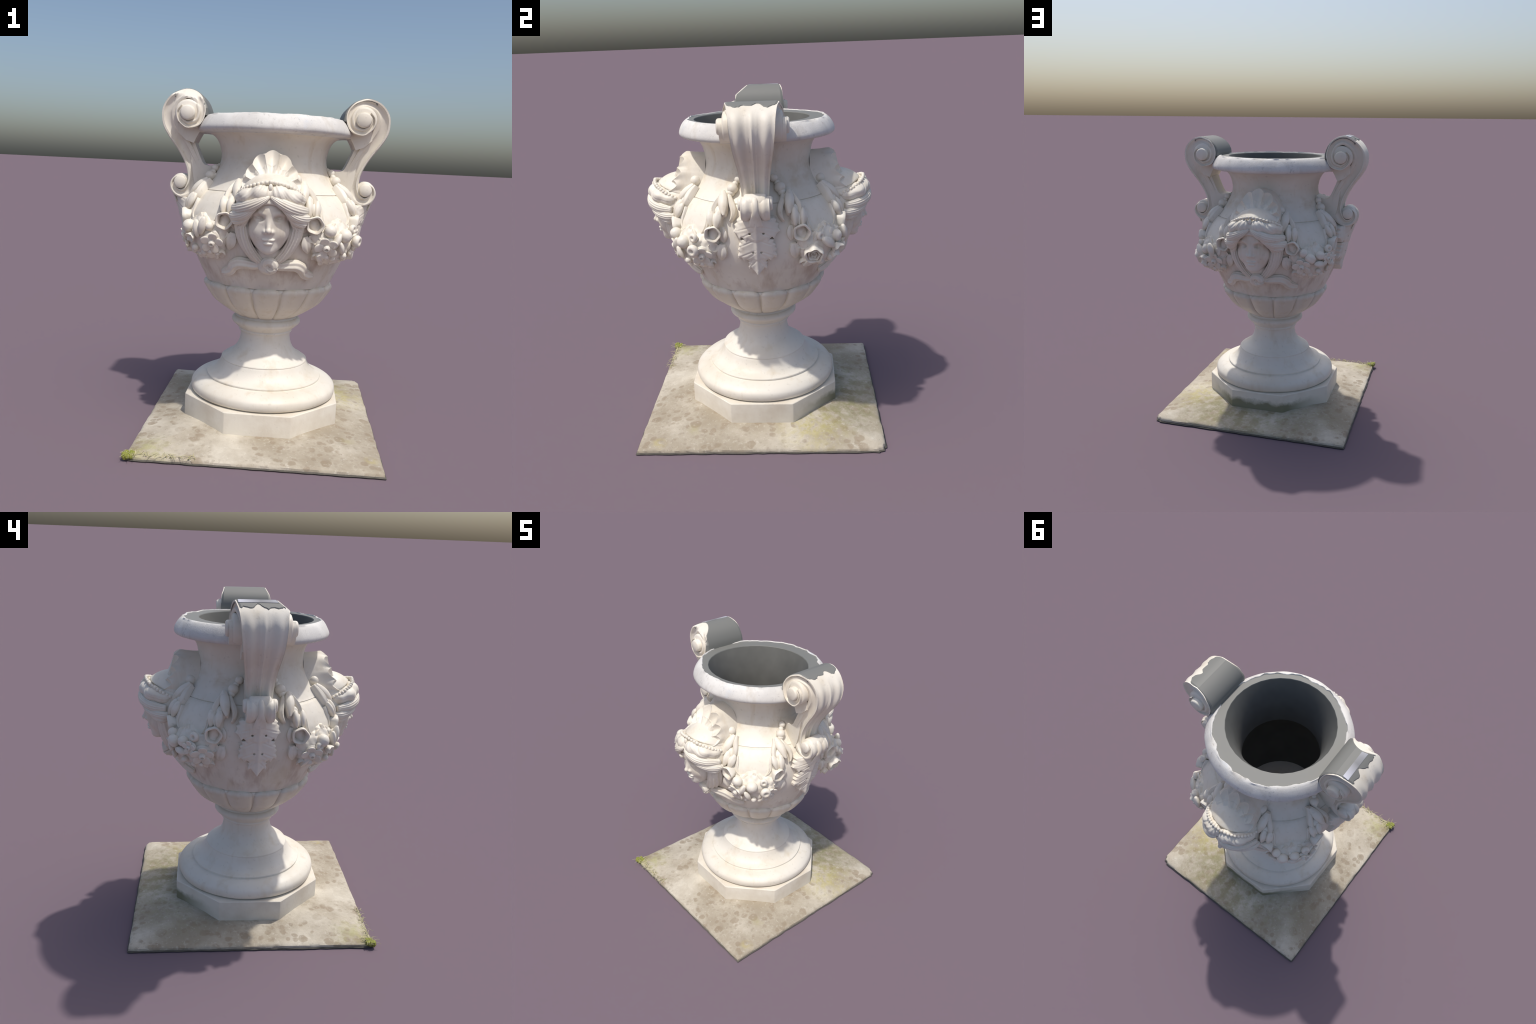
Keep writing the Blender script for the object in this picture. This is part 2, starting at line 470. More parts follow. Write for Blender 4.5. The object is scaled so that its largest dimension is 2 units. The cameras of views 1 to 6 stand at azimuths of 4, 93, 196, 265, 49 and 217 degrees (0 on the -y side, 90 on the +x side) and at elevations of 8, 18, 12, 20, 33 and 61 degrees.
# -- vase wall, rim, filling -----------------------------------------------
prof = [(.30, .882)] + [tuple(p) for p in spline([(r, z) for z, r in WALL if z <= 1.42], 44)] + [(.4265, 1.4175), (.4205, 1.4185), (.4200, 1.4215), (.4235, 1.4225)] + \
       [tuple(p) for p in spline([(r, z) for z, r in WALL if z > 1.42], 34)] + [(.36, 1.752)]
V, F = lathe(prof, 192)
def wall_stone():
    m = marble("stained_vase_marble", (.79, .742, .648), (.70, .635, .52), .55); t = NT(m.node_tree); b = m.node_tree.nodes["Principled BSDF"]
    old = b.inputs["Base Color"].links[0].from_socket; z = t.xyz()[2]
    def band(lo, hi, soft):
        return t.math("MULTIPLY", t.math("DIVIDE", t.math("SUBTRACT", z, lo), soft, True), t.math("DIVIDE", t.math("SUBTRACT", hi, z), soft, True), True)
    n1 = t.ramp(t.noise(6, 5, .65, t.scaled((1, 1, 1.6))), (.46, 0.), (.66, 1.))
    n2 = t.ramp(t.noise(9, 4, .6, t.scaled((1.4, 1.4, .18))), (.48, 0.), (.66, 1.))
    c = t.mix(t.math("MULTIPLY", t.math("MULTIPLY", band(1.47, 1.64, .05), n1), .55), old, (.56, .44, .29))   # ochre runs on the shoulder
    c = t.mix(t.math("MULTIPLY", t.math("MULTIPLY", band(.88, 1.12, .06), n2), .50), c, (.42, .31, .235))      # rusty drips under the garlands
    t.link(c, b.inputs["Base Color"]); return m
part("vase_wall", wobble(V, .004, 5, 3.), F, wall_stone(), urn, 30)

def build_rim():
    seg = 288
    P = spline([(.375, 1.743), (.400, 1.7475), (.430, 1.750), (.448, 1.754), (.4575, 1.764), (.4585, 1.778), (.452, 1.796), (.441, 1.815), (.428, 1.832), (.417, 1.842)], 26)
    a = np.linspace(0, 2 * math.pi, seg, endpoint=False); R = []
    rag = np.array([noise.fractal(Vector((math.cos(t) * 6, math.sin(t) * 6, 2.)), 1., 2.2, 5) for t in a])
    for r, z in P:
        w = np.array([noise.noise(Vector((math.cos(t) * 5, math.sin(t) * 5, z * 14))) for t in a])
        R.append(np.stack([(r + .003 * w) * np.cos(a), (r + .003 * w) * np.sin(a), z + .001 * w], -1))
    for r, z, j in ((.408, 1.8485, .009), (.402, 1.8495, .013), (.399, 1.846, .014), (.40, 1.825, .014)):
        R.append(np.stack([(r + j * rag) * np.cos(a), (r + j * rag) * np.sin(a), z + .0025 * rag * (z > 1.84)], -1))
    R.append(np.stack([.37 * np.cos(a), .37 * np.sin(a), np.full(seg, 1.80)], -1))
    V, F = rings(np.array(R), caps=False)
    F += [(len(R) * seg - seg + j, len(R) * seg - seg + (j + 1) % seg, (j + 1) % seg, j) for j in range(seg)]
    part("rim", V, F, RIMSTONE, urn, 40)
    off = UNYAW @ Vector((.0095, -.0265, 0))
    def set_off(o): o.location = off
    a = np.linspace(0, 2 * math.pi, 34, endpoint=False); ring = []
    for r, z, k in ((.412, 1.815, 0), (.412, 1.8445, 0), (.342, 1.8445, 1), (.3395, 1.840, 1)):
        ring.append(np.stack([r * np.cos(a) + off[0] * k, r * np.sin(a) + off[1] * k, np.full(34, z)], -1))
    part("rim_top_filling", *rings(np.array(ring), caps=False), GREY, urn, 20)
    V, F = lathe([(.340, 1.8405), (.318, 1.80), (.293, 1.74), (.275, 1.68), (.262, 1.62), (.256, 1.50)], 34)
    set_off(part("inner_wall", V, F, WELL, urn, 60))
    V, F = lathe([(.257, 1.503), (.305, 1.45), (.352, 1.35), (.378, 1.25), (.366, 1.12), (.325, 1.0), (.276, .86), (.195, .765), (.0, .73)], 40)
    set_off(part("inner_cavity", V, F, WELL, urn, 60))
build_rim()

# -- handles ---------------------------------------------------------------
EYE1 = np.array([.503, 1.852]); EYE2 = np.array([.549, 1.454])
def handle_path(grow):
    """centre line (rho, z), thickness and half width of the scrolled band"""
    ang = [410, 367, 325, 290, 265, 220, 180, 150, 120, 95, 75, 45, 20, 0]
    out = [.058, .064, .070, .077, .086, .096, .100, .105, .110, .116, .125, .139, .151, .158]
    thick = [.018, .022, .028, .034, .038, .044, .048, .052, .055, .058, .062, .070, .080, .086]
    width = [.172, .172, .172, .171, .170, .168, .167, .162, .155, .148, .140, .127, .119, .115]
    P = []
    for a, r, t, w in zip(ang, out, thick, width):
        g = grow * math.exp(-((a - 95) / 42.) ** 2)
        c = r + g - t / 2
        P.append((EYE1[0] + c * math.cos(RAD(a)), EYE1[1] + c * math.sin(RAD(a)), t, w))
    P += [(.610, 1.797, .090, .108), (.579, 1.742, .090, .100), (.533, 1.675, .084, .090), (.494, 1.607, .082, .082), (.467, 1.545, .088, .077),
          (.459, 1.492, .088, .074), (.470, 1.444, .078, .074), (.500, 1.402, .062, .076), (.541, 1.384, .050, .078), (.577, 1.400, .042, .079),
          (.594, 1.432, .036, .079), (.588, 1.462, .030, .078), (.568, 1.480, .024, .077), (.548, 1.482, .018, .076)]
    return spline(P, 150)

def band_section(t, w, k=1.):
    """cross-section of the band: moulded faces, sunk channels on both cheeks"""
    pts = []
    for s in np.linspace(-1, 1, 33):                       # outer face, rolls and quirks
        a = abs(s)
        relief = .0075 * math.cos(a * math.pi * 3.1) + .004 * (a > .9) - .008 * math.exp(-((a - .10) / .035) ** 2)
        pts.append((t * .5 + k * relief, s * w))
    for x, d in ((.5, 0), (.38, .0), (.33, .007), (.20, .014), (.02, .015), (-.10, .011), (-.17, .003), (-.30, .001), (-.44, .004)):
        pts.append((x * t, w - d))
    for s in np.linspace(1, -1, 17):                       # inner face
        pts.append((-t * .5 - k * .003 * math.cos(s * math.pi * 3), s * (w - .008)))
    for x, d in ((-.44, .004), (-.30, .001), (-.17, .003), (-.10, .011), (.02, .015), (.20, .014), (.33, .007), (.38, .0), (.5, 0)):
        pts.append((x * t, -w + d))
    return pts

def disc(c, r, y0, y1):
    """rounded button on both cheeks"""
    R = []
    for y, f in ((y0, .0), (y0, .80), (y0 + .005, .95), (y0 + .012, 1.), (y1 - .012, 1.), (y1 - .005, .95), (y1, .80), (y1, 0.)):
        R.append([(c[0] + r * max(f, .01) * math.cos(t), y, c[1] + r * max(f, .01) * math.sin(t)) for t in np.linspace(0, 2 * math.pi, 28, endpoint=False)])
    return rings(np.array(R))

# acanthus leaf under each handle: three overlapping tiers, right half of each outline as (y, z)
TIERS = (([(-.02, 1.41), (.020, 1.400), (.045, 1.376), (.072, 1.366), (.090, 1.365), (.108, 1.351), (.102, 1.337), (.122, 1.325), (.114, 1.310), (.128, 1.287), (.110, 1.277),
           (.103, 1.266), (.094, 1.248), (.084, 1.262), (.072, 1.256), (.058, 1.232), (.046, 1.252), (.020, 1.240), (-.02, 1.235)], .007),
         ([(-.02, 1.30), (.050, 1.275), (.070, 1.250), (.094, 1.244), (.088, 1.226), (.102, 1.214), (.095, 1.200), (.107, 1.186), (.098, 1.170), (.109, 1.150), (.107, 1.131),
           (.092, 1.141), (.082, 1.131), (.074, 1.116), (.063, 1.130), (.051, 1.126), (.040, 1.108), (.030, 1.125), (-.02, 1.11)], .002),
         ([(-.02, 1.18), (.030, 1.145), (.042, 1.120), (.054, 1.113), (.047, 1.098), (.053, 1.085), (.050, 1.070), (.037, 1.079), (.027, 1.065), (.014, 1.050), (.0, 1.030), (-.02, 1.04)], .0))
LEAF_RISE = [(1.40, .545), (1.37, .582), (1.338, .574), (1.293, .556), (1.243, .544), (1.178, .532), (1.112, .514), (1.07, .506), (1.033, .503)]
VEINS = ((.100, 1.345), (.120, 1.290), (.085, 1.260), (.095, 1.205), (.102, 1.142), (.068, 1.130), (.046, 1.080))
def outline_distance(Y, Z, poly):
    """signed distance to a closed outline (negative inside)"""
    P = np.asarray(poly, float); d2 = np.full(Y.shape, 9.); inside = np.zeros(Y.shape, bool)
    for (ax, ay), (bx, by) in zip(P, np.roll(P, -1, 0)):
        ex, ey = bx - ax, by - ay; wx, wy = Y - ax, Z - ay
        t = np.clip((wx * ex + wy * ey) / (ex * ex + ey * ey), 0, 1)
        d2 = np.minimum(d2, (wx - ex * t) ** 2 + (wy - ey * t) ** 2)
        if by != ay: inside ^= ((ay > Z) != (by > Z)) & (Y < ex * (Z - ay) / (by - ay) + ax)
    return np.sqrt(d2) * np.where(inside, -1, 1)
def leaf_field(P):
    X, Y, Z = P[0], np.abs(P[1]), P[2]; y, z = Y[0], Z[0]
    rw = np.sqrt(np.maximum(wall(z) ** 2 - y * y, .01))
    rise = np.interp(-z, [-q[0] for q in LEAF_RISE], [q[1] for q in LEAF_RISE])
    tip = np.clip((1.09 - z) / .06, 0, 1)
    low = rw + .024 + .014 * tip; base = rise + (low - rise) * np.clip(y / .118, 0, 1) ** 1.4
    base = base + .006 * np.exp(-(y / .012) ** 2)
    for tw, tz in VEINS:
        az, bx = tz + .05, tw; L2 = bx * bx + .0025
        q = np.clip((y * bx + (z - az) * (tz - az)) / L2, 0, 1); dd = np.hypot(y - q * bx, z - az - q * (tz - az))
        base = base - .0028 * np.exp(-(dd / .0045) ** 2) * np.minimum(1, q * 3) + .003 * np.exp(-(dd / .014) ** 2) * q
    f = None
    for poly, up in TIERS:
        sd = outline_distance(y, z, poly)
        top = base + up + .007 * (np.clip(-sd / .016, 0, 1) ** .5 - 1)
        g = smax(np.broadcast_to(sd, X.shape), X - top, .003)
        f = g if f is None else np.minimum(f, g)
    for hy, hz in ((.037, 1.288), (.022, 1.175)):            # drilled eyes
        f = np.maximum(f, .0064 - np.sqrt((Y - hy) ** 2 + (Z - hz) ** 2) - np.clip((base - .012 - X) * 9, 0, 1))
    return np.maximum(f, rw - .006 - X)
LEAFMESH = mesh_data("acanthus_leaf", *net(leaf_field, (.43, -.14, 1.015), (.615, .14, 1.415), .0026), MARBLE, 180)

def build_handle(angle, grow, seed):
    h = bpy.data.objects.new("handle", None); bpy.context.scene.collection.objects.link(h)
    h.parent = urn; h.matrix_local = Matrix.Rotation(RAD(angle), 4, "Z")
    P = handle_path(grow); T = np.gradient(P[:, :2], axis=0); T /= np.linalg.norm(T, axis=1)[:, None]
    N = np.stack([-T[:, 1], T[:, 0]], 1)                     # towards the convex face of the upper scroll
    if (P[75, :2] + N[75] * .05)[0] < P[75, 0]: N = -N
    R = [[(p[0] + n[0] * t, y, p[1] + n[1] * t) for t, y in band_section(p[2], p[3], min(1., max(0., (i - 62) / 14.)))] for i, (p, n) in enumerate(zip(P, N))]
    V, F = rings(np.array(R)); V = np.array(V)
    def worn(Q, inset=0.):
        """broken corners on top of the scroll"""
        hi, lo = (.150 - np.clip(Q[..., 2] - 1.94, 0, 1) * 1.3, -.166 + np.clip(Q[..., 2] - 1.955, 0, 1) * .6) if grow else (.160 - np.clip(Q[..., 2] - 1.93, 0, 1) * .5, -.160 + np.clip(Q[..., 2] - 1.93, 0, 1) * .5)
        on = Q[..., 2] > 1.90
        Q[..., 1] = np.where(on, np.clip(Q[..., 1], lo + inset, hi - inset), Q[..., 1]); return Q
    V = worn(V)
    part("scroll_band", V, F, MARBLE, h, 40)
    # eyes of the volutes with the solid hub behind them
    part("volute_hub", *disc(EYE1, .078, -.155, .155), MARBLE, h)
    part("volute_hub", *disc(EYE2, .052, -.060, .060), MARBLE, h)
    part("volute_button", *disc(EYE1, .043, -.188, .188), MARBLE, h, 50)
    part("volute_button", *disc(EYE2, .038, -.092, .092), MARBLE, h, 50)
    part("bracket", *extrude_y([(.40, 1.80), (.56, 1.80), (.565, 1.742), (.518, 1.70), (.473, 1.684), (.456, 1.72), (.440, 1.749), (.39, 1.750)], -.105, .105), MARBLE, h)
    low = spline([(.325, 1.40), (.315, 1.560), (.335, 1.566), (.371, 1.557), (.408, 1.563), (.430, 1.595), (.456, 1.655), (.478, 1.70), (.515, 1.70), (.490, 1.60), (.475, 1.50), (.46, 1.44), (.43, 1.38)], 44)
    part("bracket", *extrude_y(low, -.074, .074), MARBLE, h)
    # grey filling over the top of the scroll, ragged where it meets the marble
    rows = 15; cols = 25; R = []
    a0, a1 = 34., 186.
    ang = np.linspace(a0, a1, rows)
    O = np.array([p[:2] + n * (p[2] * .5) for p, n in zip(P, N)])
    oa = np.degrees(np.arctan2(O[:75, 1] - EYE1[1], O[:75, 0] - EYE1[0])); orr = np.hypot(O[:75, 0] - EYE1[0], O[:75, 1] - EYE1[1])
    k0 = int(np.argmax(oa > 0) if False else 0)
    # outer turn only: the last pass from 216 deg down to 0
    sel = [i for i in range(20, 75)]
    ua = np.unwrap(np.radians(oa[sel])); ua = np.degrees(ua) ; ua += 360 * round((100 - np.interp(1.97, O[sel][:, 1][np.argsort(O[sel][:, 1])], ua[np.argsort(O[sel][:, 1])])) / 360)
    srt = np.argsort(ua)
    rad = lambda a: float(np.interp(a, ua[srt], orr[sel][srt]))
    shell = []
    for k in range(rows):
        row = []
        for j in range(cols):
            s = j / (cols - 1) * 2 - 1
            a = ang[k]
            if k < 4:                                        # broken outer border
                lim = a0 + 26 * (.5 + .9 * noise.noise(Vector((s * 2.3, seed, 0)))) + 6 * noise.noise(Vector((s * 9, seed, 5)))
                a = a + (lim - a0) * (1 - k / 4)
            r = rad(a) + (.0035 if k else -.006) + .012 * max(0., (a - 115) / 70.)
            y = s * np.interp(a, [0, 45, 75, 95, 120, 150, 180], [.112, .121, .137, .1455, .1525, .159, .164])
            if abs(s) == 1: r -= .004
            row.append((EYE1[0] + r * math.cos(RAD(a)), y, EYE1[1] + r * math.sin(RAD(a))))
        R.append(row)
    R = np.array(R); inner = R.copy(); inner[..., 0] = EYE1[0] + (R[..., 0] - EYE1[0]) * .9; inner[..., 2] = EYE1[1] + (R[..., 2] - EYE1[1]) * .9
    R = worn(R, .005); inner = worn(inner, .007)
    loop = np.concatenate([R, inner[:, ::-1]], 1)
    part("scroll_filling", *rings(loop), GREY, h, 12)
    if grow:                                                 # pale smear modelled as a strip across the filling
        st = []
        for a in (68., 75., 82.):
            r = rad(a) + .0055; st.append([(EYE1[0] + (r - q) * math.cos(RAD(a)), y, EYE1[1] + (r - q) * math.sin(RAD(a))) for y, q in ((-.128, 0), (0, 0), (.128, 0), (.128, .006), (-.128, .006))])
        part("modelled_glint_strip", *rings(worn(np.array(st), .008)), GLINT_PAINT, h, 12)
    q = spline([(.540, 0, 1.485), (.562, 0, 1.492), (.588, 0, 1.482), (.605, 0, 1.460), (.610, 0, 1.432), (.604, 0, 1.404), (.590, 0, 1.375), (.576, 0, 1.340)], 40)
    tl = np.gradient(q, axis=0); up = np.stack([-tl[:, 2], 0 * tl[:, 0], tl[:, 0]], 1) 
    part("leaf_stalk", *sweep(q, up, np.interp(np.arange(40), [0, 25, 39], [.014, .017, .040]), .009, 20), MARBLE, h, 60)
    put("acanthus_leaf", LEAFMESH, h)
build_handle(0, .0, 1.)
build_handle(180, .024, 8.)

# -- masks -----------------------------------------------------------------
def mirror(p, s): return (p[0] * s, p[1], p[2])

def face_field(P):
    X, Y, Z = P; A = np.abs(X); Q = (A, Y, Z)
    f = ell(P, (0, .505, 1.262), (.111, .128, .152))
    f = smin(f, ell(P, (0, .535, 1.345), (.100, .110, .085)), .04)      # brow and forehead
    f = smin(f, ell(Q, (.055, .560, 1.238), (.046, .048, .052)), .03)   # cheeks
    f = smin(f, ell(P, (0, .566, 1.150), (.046, .036, .036)), .03)      # jaw
    f = smin(f, ell(P, (0, .580, 1.134), (.025, .020, .019)), .018)     # chin
    f = smax(f, -ell(Q, (.054, .650, 1.300), (.032, .054, .0185)), .010)  # sockets
    brow = smin(cap(Q, (.018, .634, 1.325), (.052, .630, 1.333), .006, .0075), cap(Q, (.052, .630, 1.333), (.092, .594, 1.318), .0075, .005), .006)
    f = smin(f, brow, .010)
    eye = ell(Q, (.053, .592, 1.294), (.0265, .0190, .0138))
    f = smin(f, eye, .004)
    lid = np.maximum(np.abs(ell(Q, (.053, .592, 1.295), (.0305, .0228, .0172))) - .0024, 1.299 - Z + .28 * np.abs(A - .053))
    f = smin(f, lid, .003)
    low = np.maximum(np.abs(ell(Q, (.053, .592, 1.293), (.0292, .0212, .0158))) - .0014, Z - 1.289 - .15 * np.abs(A - .052))
    f = smin(f, low, .003)
    nose = cap(P, (0, .624, 1.318), (0, .642, 1.243), .0085, .0135)
    nose = smin(nose, ell(P, (0, .646, 1.238), (.014, .015, .013)), .008)
    nose = smin(nose, ell(Q, (.0165, .630, 1.233), (.0105, .013, .010)), .006)
    f = smin(f, nose, .014)
    f = smax(f, -ell(Q, (.008, .640, 1.2225), (.005, .008, .004)), .004)
    f = smax(f, -cap(P, (0, .640, 1.222), (0, .634, 1.204), .004, .0045), .008)
    lips = ell(Q, (.010, .617, 1.191), (.023, .0125, .0072))
    f = smin(f, lips, .007)
    f = smin(f, ell(P, (0, .614, 1.1715), (.025, .014, .0095)), .007)
    f = smax(f, -cap(Q, (0, .633, 1.1815), (.034, .612, 1.180), .0035, .002), .004)
    f = smax(f, -ell(P, (0, .622, 1.156), (.018, .008, .005)), .008)
    return f

def groove(f, coord, freq, amp): return f + amp * np.sin(coord * freq)

def cap_field(P):
    """diadem dome above the string of pearls"""
    f = ell(P, (0, .468, 1.398), (.165, .174, .134))
    f = smax(f, (1.436 + .35 * (P[1] - .5)) - P[2], .01)
    return smax(f, wall(P[2]) - .025 - np.sqrt(P[0] ** 2 + P[1] ** 2), .005)

def skull_field(P):
    X, Y, Z = P
    f = ell(P, (0, .470, 1.372), (.178, .186, .128))
    f = smin(f, ell((np.abs(X), Y, Z), (.125, .475, 1.315), (.070, .085, .060)), .03)
    hole = ell(P, (0, .640, 1.255), (.108, .12, .118))                   # keeps the face free
    f = smax(f, -hole, .01)
    Q = (np.abs(X), Y, Z)
    f = smin(f, ell(Q, (.118, .475, 1.215), (.040, .076, .090)), .02)
    f = smin(f, ell(P, (0, .465, 1.115), (.085, .062, .060)), .02)
    return smax(f, wall(Z) - .025 - np.sqrt(X * X + Y * Y), .005)

def lock(pts, wide, high, s, ridges=9, depth=.09, n=34, twist=1.):
    ridges = ridges + 5; depth = depth * .85
    path = spline([mirror(p, s) for p in pts], n)
    up = path - np.array([0, .46, 1.36]); up /= np.linalg.norm(up, axis=1)[:, None]
    u = np.linspace(0, len(wide) - 1, n)
    V, F = sweep(path, up, np.interp(u, range(len(wide)), wide), np.interp(u, range(len(high)), high), 64, ridges, depth, twist * s)
    return V, F

def build_crest(flutes, span, rim, r0, ahead, depth, notch=.075):
    """scallop shell: concave flutes between sharp ribs, fanned round the head; closed towards the wall"""
    m = flutes * 12 + 1; th = np.linspace(-span, span, m); K = 20; R = []
    ph = (np.linspace(0, flutes, m) % 1.) * 2 - 1; ph[-1] = 1; ph[0] = -1
    for k in range(K):
        t = k / (K - 1); row = []
        for a, s in zip(th, ph):
            rr = rim(abs(a)) * (1 - notch * abs(s) ** 2.2)
            r = r0 + (rr - r0) * t; side = 1 - math.cos(a)
            d0 = .505 + .095 * side; d1 = .437 + .066 * side
            d = d0 + (d1 - d0) * t ** .75 + ahead + .010 * t ** 5
            d += depth * (abs(s) ** 1.5 - .6) * min(1, t * 1.4)
            row.append((r * math.sin(a), d, 1.440 + r * math.cos(a)))
        R.append(row)
    rim_row = np.array(R[-1]); ctr = np.array([0, 0, 1.44]); out = []
    smooth = np.array([(.97 * rim(abs(a)) * math.sin(a), 0, 1.44 + .97 * rim(abs(a)) * math.cos(a)) for a in th])
    for back, f in ((.010, .0), (.030, .45), (.052, .8), (.085, 1.), (.108, 1.)):
        q = rim_row.copy(); q[:, 1] -= back
        if back > .1: q[:, 1] = .306
        q[:, 0] += (smooth[:, 0] - q[:, 0]) * f; q[:, 2] += (smooth[:, 2] - q[:, 2]) * f - .02 * max(0, back - .03)
        out.append(q)
    return rings(np.concatenate([np.array(R), np.array(out)]), caps=False, wrap=False)

def puff_field(P):
    """swelling front hair, strands fanned from the parting"""
    X, Y, Z = P; A = np.abs(X); Q = (A, Y, Z)
    f = ell(Q, (.044, .612, 1.424), (.058, .056, .050))
    f = smin(f, ell(Q, (.100, .574, 1.410), (.068, .064, .047)), .02)
    f = smin(f, ell(Q, (.148, .520, 1.394), (.038, .052, .036)), .02)
    fan = np.arctan2(A + .01, 1.525 - Z)
    f = f + .0016 * np.sin(fan * 30 + 1.6 * np.sin(Z * 45 + A * 30)) + .0008 * np.sin(fan * 74 + 3 * np.sin(Z * 50))
    return smax(f, Z - (1.482 - 1.35 * A * A - .5 * np.maximum(.60 - Y, 0) * 0), .008)

def build_mask(angle):
    mk = bpy.data.objects.new("mask", None); bpy.context.scene.collection.objects.link(mk)
    mk.parent = urn; mk.matrix_local = Matrix.Rotation(RAD(angle), 4, "Z")
    if not MASK:
        V, F = net(face_field, (-.125, .46, 1.09), (.125, .69, 1.44), .0032)
        MASK.append(("face", mesh_data("face", face_out(V), F, MARBLE, 180)))
        V, F = net(skull_field, (-.21, .36, 1.03), (.21, .69, 1.53), .005)
        MASK.append(("hair_cap", mesh_data("hair_cap", face_out(V), F, MARBLE, 180)))
        V, F = net(cap_field, (-.19, .36, 1.37), (.19, .67, 1.56), .005)
        MASK.append(("diadem", mesh_data("diadem", face_out(V), F, MARBLE, 180)))
        for s in (1, -1):
            L = []
            # parted front waves, fanning out from the centre
            L.append(lock([(.004, .650, 1.412), (.030, .658, 1.398), (.062, .654, 1.380), (.105, .632, 1.360), (.155, .580, 1.344), (.194, .505, 1.340)], (.008, .018, .026, .031, .032, .020), (.008, .015, .02, .024, .024, .014), s, 9, .08, 34, 2.))
            L.append(lock([(.055, .652, 1.368), (.088, .638, 1.341), (.120, .616, 1.319), (.156, .578, 1.305), (.188, .528, 1.301), (.200, .490, 1.305)], (.007, .015, .022, .027, .028, .018), (.007, .013, .018, .022, .024, .016), s, 9, .08, 34, 2.))
            L.append(lock([(.092, .624, 1.322), (.118, .600, 1.297), (.147, .571, 1.281), (.175, .535, 1.276), (.186, .495, 1.280)], (.006, .013, .020, .023, .016), (.006, .012, .018, .022, .014), s, 7, .09, 30, 1.5))
            L.append(lock([(.108, .594, 1.300), (.132, .558, 1.263), (.151, .526, 1.240), (.165, .490, 1.236)], (.006, .014, .020, .014), (.006, .014, .018, .012), s, 7, .09, 26, 1.5))
            MASK.append(("hair_lock", [mesh_data("hair_lock", face_out(v), f, MARBLE, 180) for v, f in L]))
            # long tress framing the cheek, ending in the knot
            path = spline([mirror(p, s) for p in [(.158, .520, 1.285), (.150, .512, 1.235), (.137, .505, 1.187), (.112, .494, 1.136), (.080, .484, 1.094), (.048, .478, 1.066), (.020, .480, 1.050)]], 70)
            up = np.stack([np.full(70, -.45 * s), np.full(70, .9), np.full(70, .1)], 1)
            k = np.arange(70)
            V, F = sweep(path, up, np.interp(k, [0, 20, 50, 69], [.022, .025, .024, .018]) * (1 + .02 * np.sin(k * 1.7)), np.interp(k, [0, 20, 50, 69], [.05, .052, .046, .03]), 60, 11, .13, 9 * s)
            MASK.append(("tress", mesh_data("tress", face_out(V), F, MARBLE, 180)))
            # scarf end fluttering over the wall
            pts = []
            for a, z, l in ((4, 1.040, .034), (9, 1.036, .022), (15, 1.040, .020), (20, 1.038, .020), (24.5, 1.018, .018), (27, .995, .016), (31, .980, .014), (36, .972, .010)):
                w = on_wall(90 - a * s, z, l); pts.append((w[0], w[1], w[2]))
            path = spline(pts, 60); up = path * np.array([1, 1, 0]); up /= np.linalg.norm(up, axis=1)[:, None]
            u = np.linspace(0, 7, 60)
            V, F = sweep(path, up, np.interp(u, range(8), [.018, .024, .028, .030, .030, .028, .026, .016]), np.interp(u, range(8), [.016, .020, .022, .022, .022, .018, .016, .010]), 44, 6, .13, .6 * s)
            MASK.append(("scarf_end", mesh_data("scarf_end", face_out(V), F, MARBLE, 180)))
        rim1 = lambda a: np.interp(a, [0, .35, .8, 1.2, 1.65, 2.0], [.214, .203, .174, .162, .158, .15])
        MASK.append(("shell_crest", mesh_data("shell_crest", *(lambda v, f: (face_out(v), f))(*build_crest(7, 1.55, rim1, .070, .0, .036)), MARBLE, 70)))
        rim2 = lambda a: np.interp(a, [0, .5, 1.0, 1.6], [.142, .136, .130, .126])
        MASK.append(("shell_crest", mesh_data("shell_crest", *(lambda v, f: (face_out(v), f))(*build_crest(6, 1.30, rim2, .065, .016, -.012, .13)), MARBLE, 70)))
        V, F = net(puff_field, (-.20, .44, 1.35), (.20, .69, 1.50), .0036)
        MASK.append(("front_hair", mesh_data("front_hair", face_out(V), F, MARBLE, 180)))
        # knot of hair under the chin: a rolled loop
        a = np.linspace(0, 2 * math.pi, 40)
        loop = np.stack([.006 + .027 * np.cos(a), .497 + .014 * np.sin(a + .6), 1.040 + .025 * np.sin(a)], 1)
        V, F = sweep(loop, (0.35, 1, .2), .025, .034, 28, 7, .06, 3.)
        V2, F2 = ball((-.008, .482, 1.038), (.044, .038, .046), 28, 18)
        MASK.append(("knot", mesh_data("knot", face_out(join((V, F), (V2, F2))[0]), join((V, F), (V2, F2))[1], MARBLE, 180)))
        MASK.append(("pearl", mesh_data("pearl", *ball((0, 0, 0), .0112, 14, 10), MARBLE, 180)))
        MASK.append(("jewel", mesh_data("jewel", face_out(ball((0, .640, 1.460), (.0115, .012, .019))[0]), ball((0, 0, 0), 1)[1], MARBLE, 180)))
    for name, me in MASK:
        if name == "pearl":
            # string of pearls lying on the dome
            for i in range(-13, 14):
                a = i * .1285; x = .172 * math.sin(a); d = .480 + .150 * math.cos(a); z = 1.486 - .062 * (1 - math.cos(a)) - .018 * abs(math.sin(a))
                put("pearl", me, mk, Matrix.Translation((x, -d, z)) @ Matrix.Scale(random.uniform(.92, 1.1), 4))
        elif isinstance(me, list):
            for q in me: put(name, q, mk)
        else:
            put(name, me, mk)
MASK = []
build_mask(0); build_mask(180)

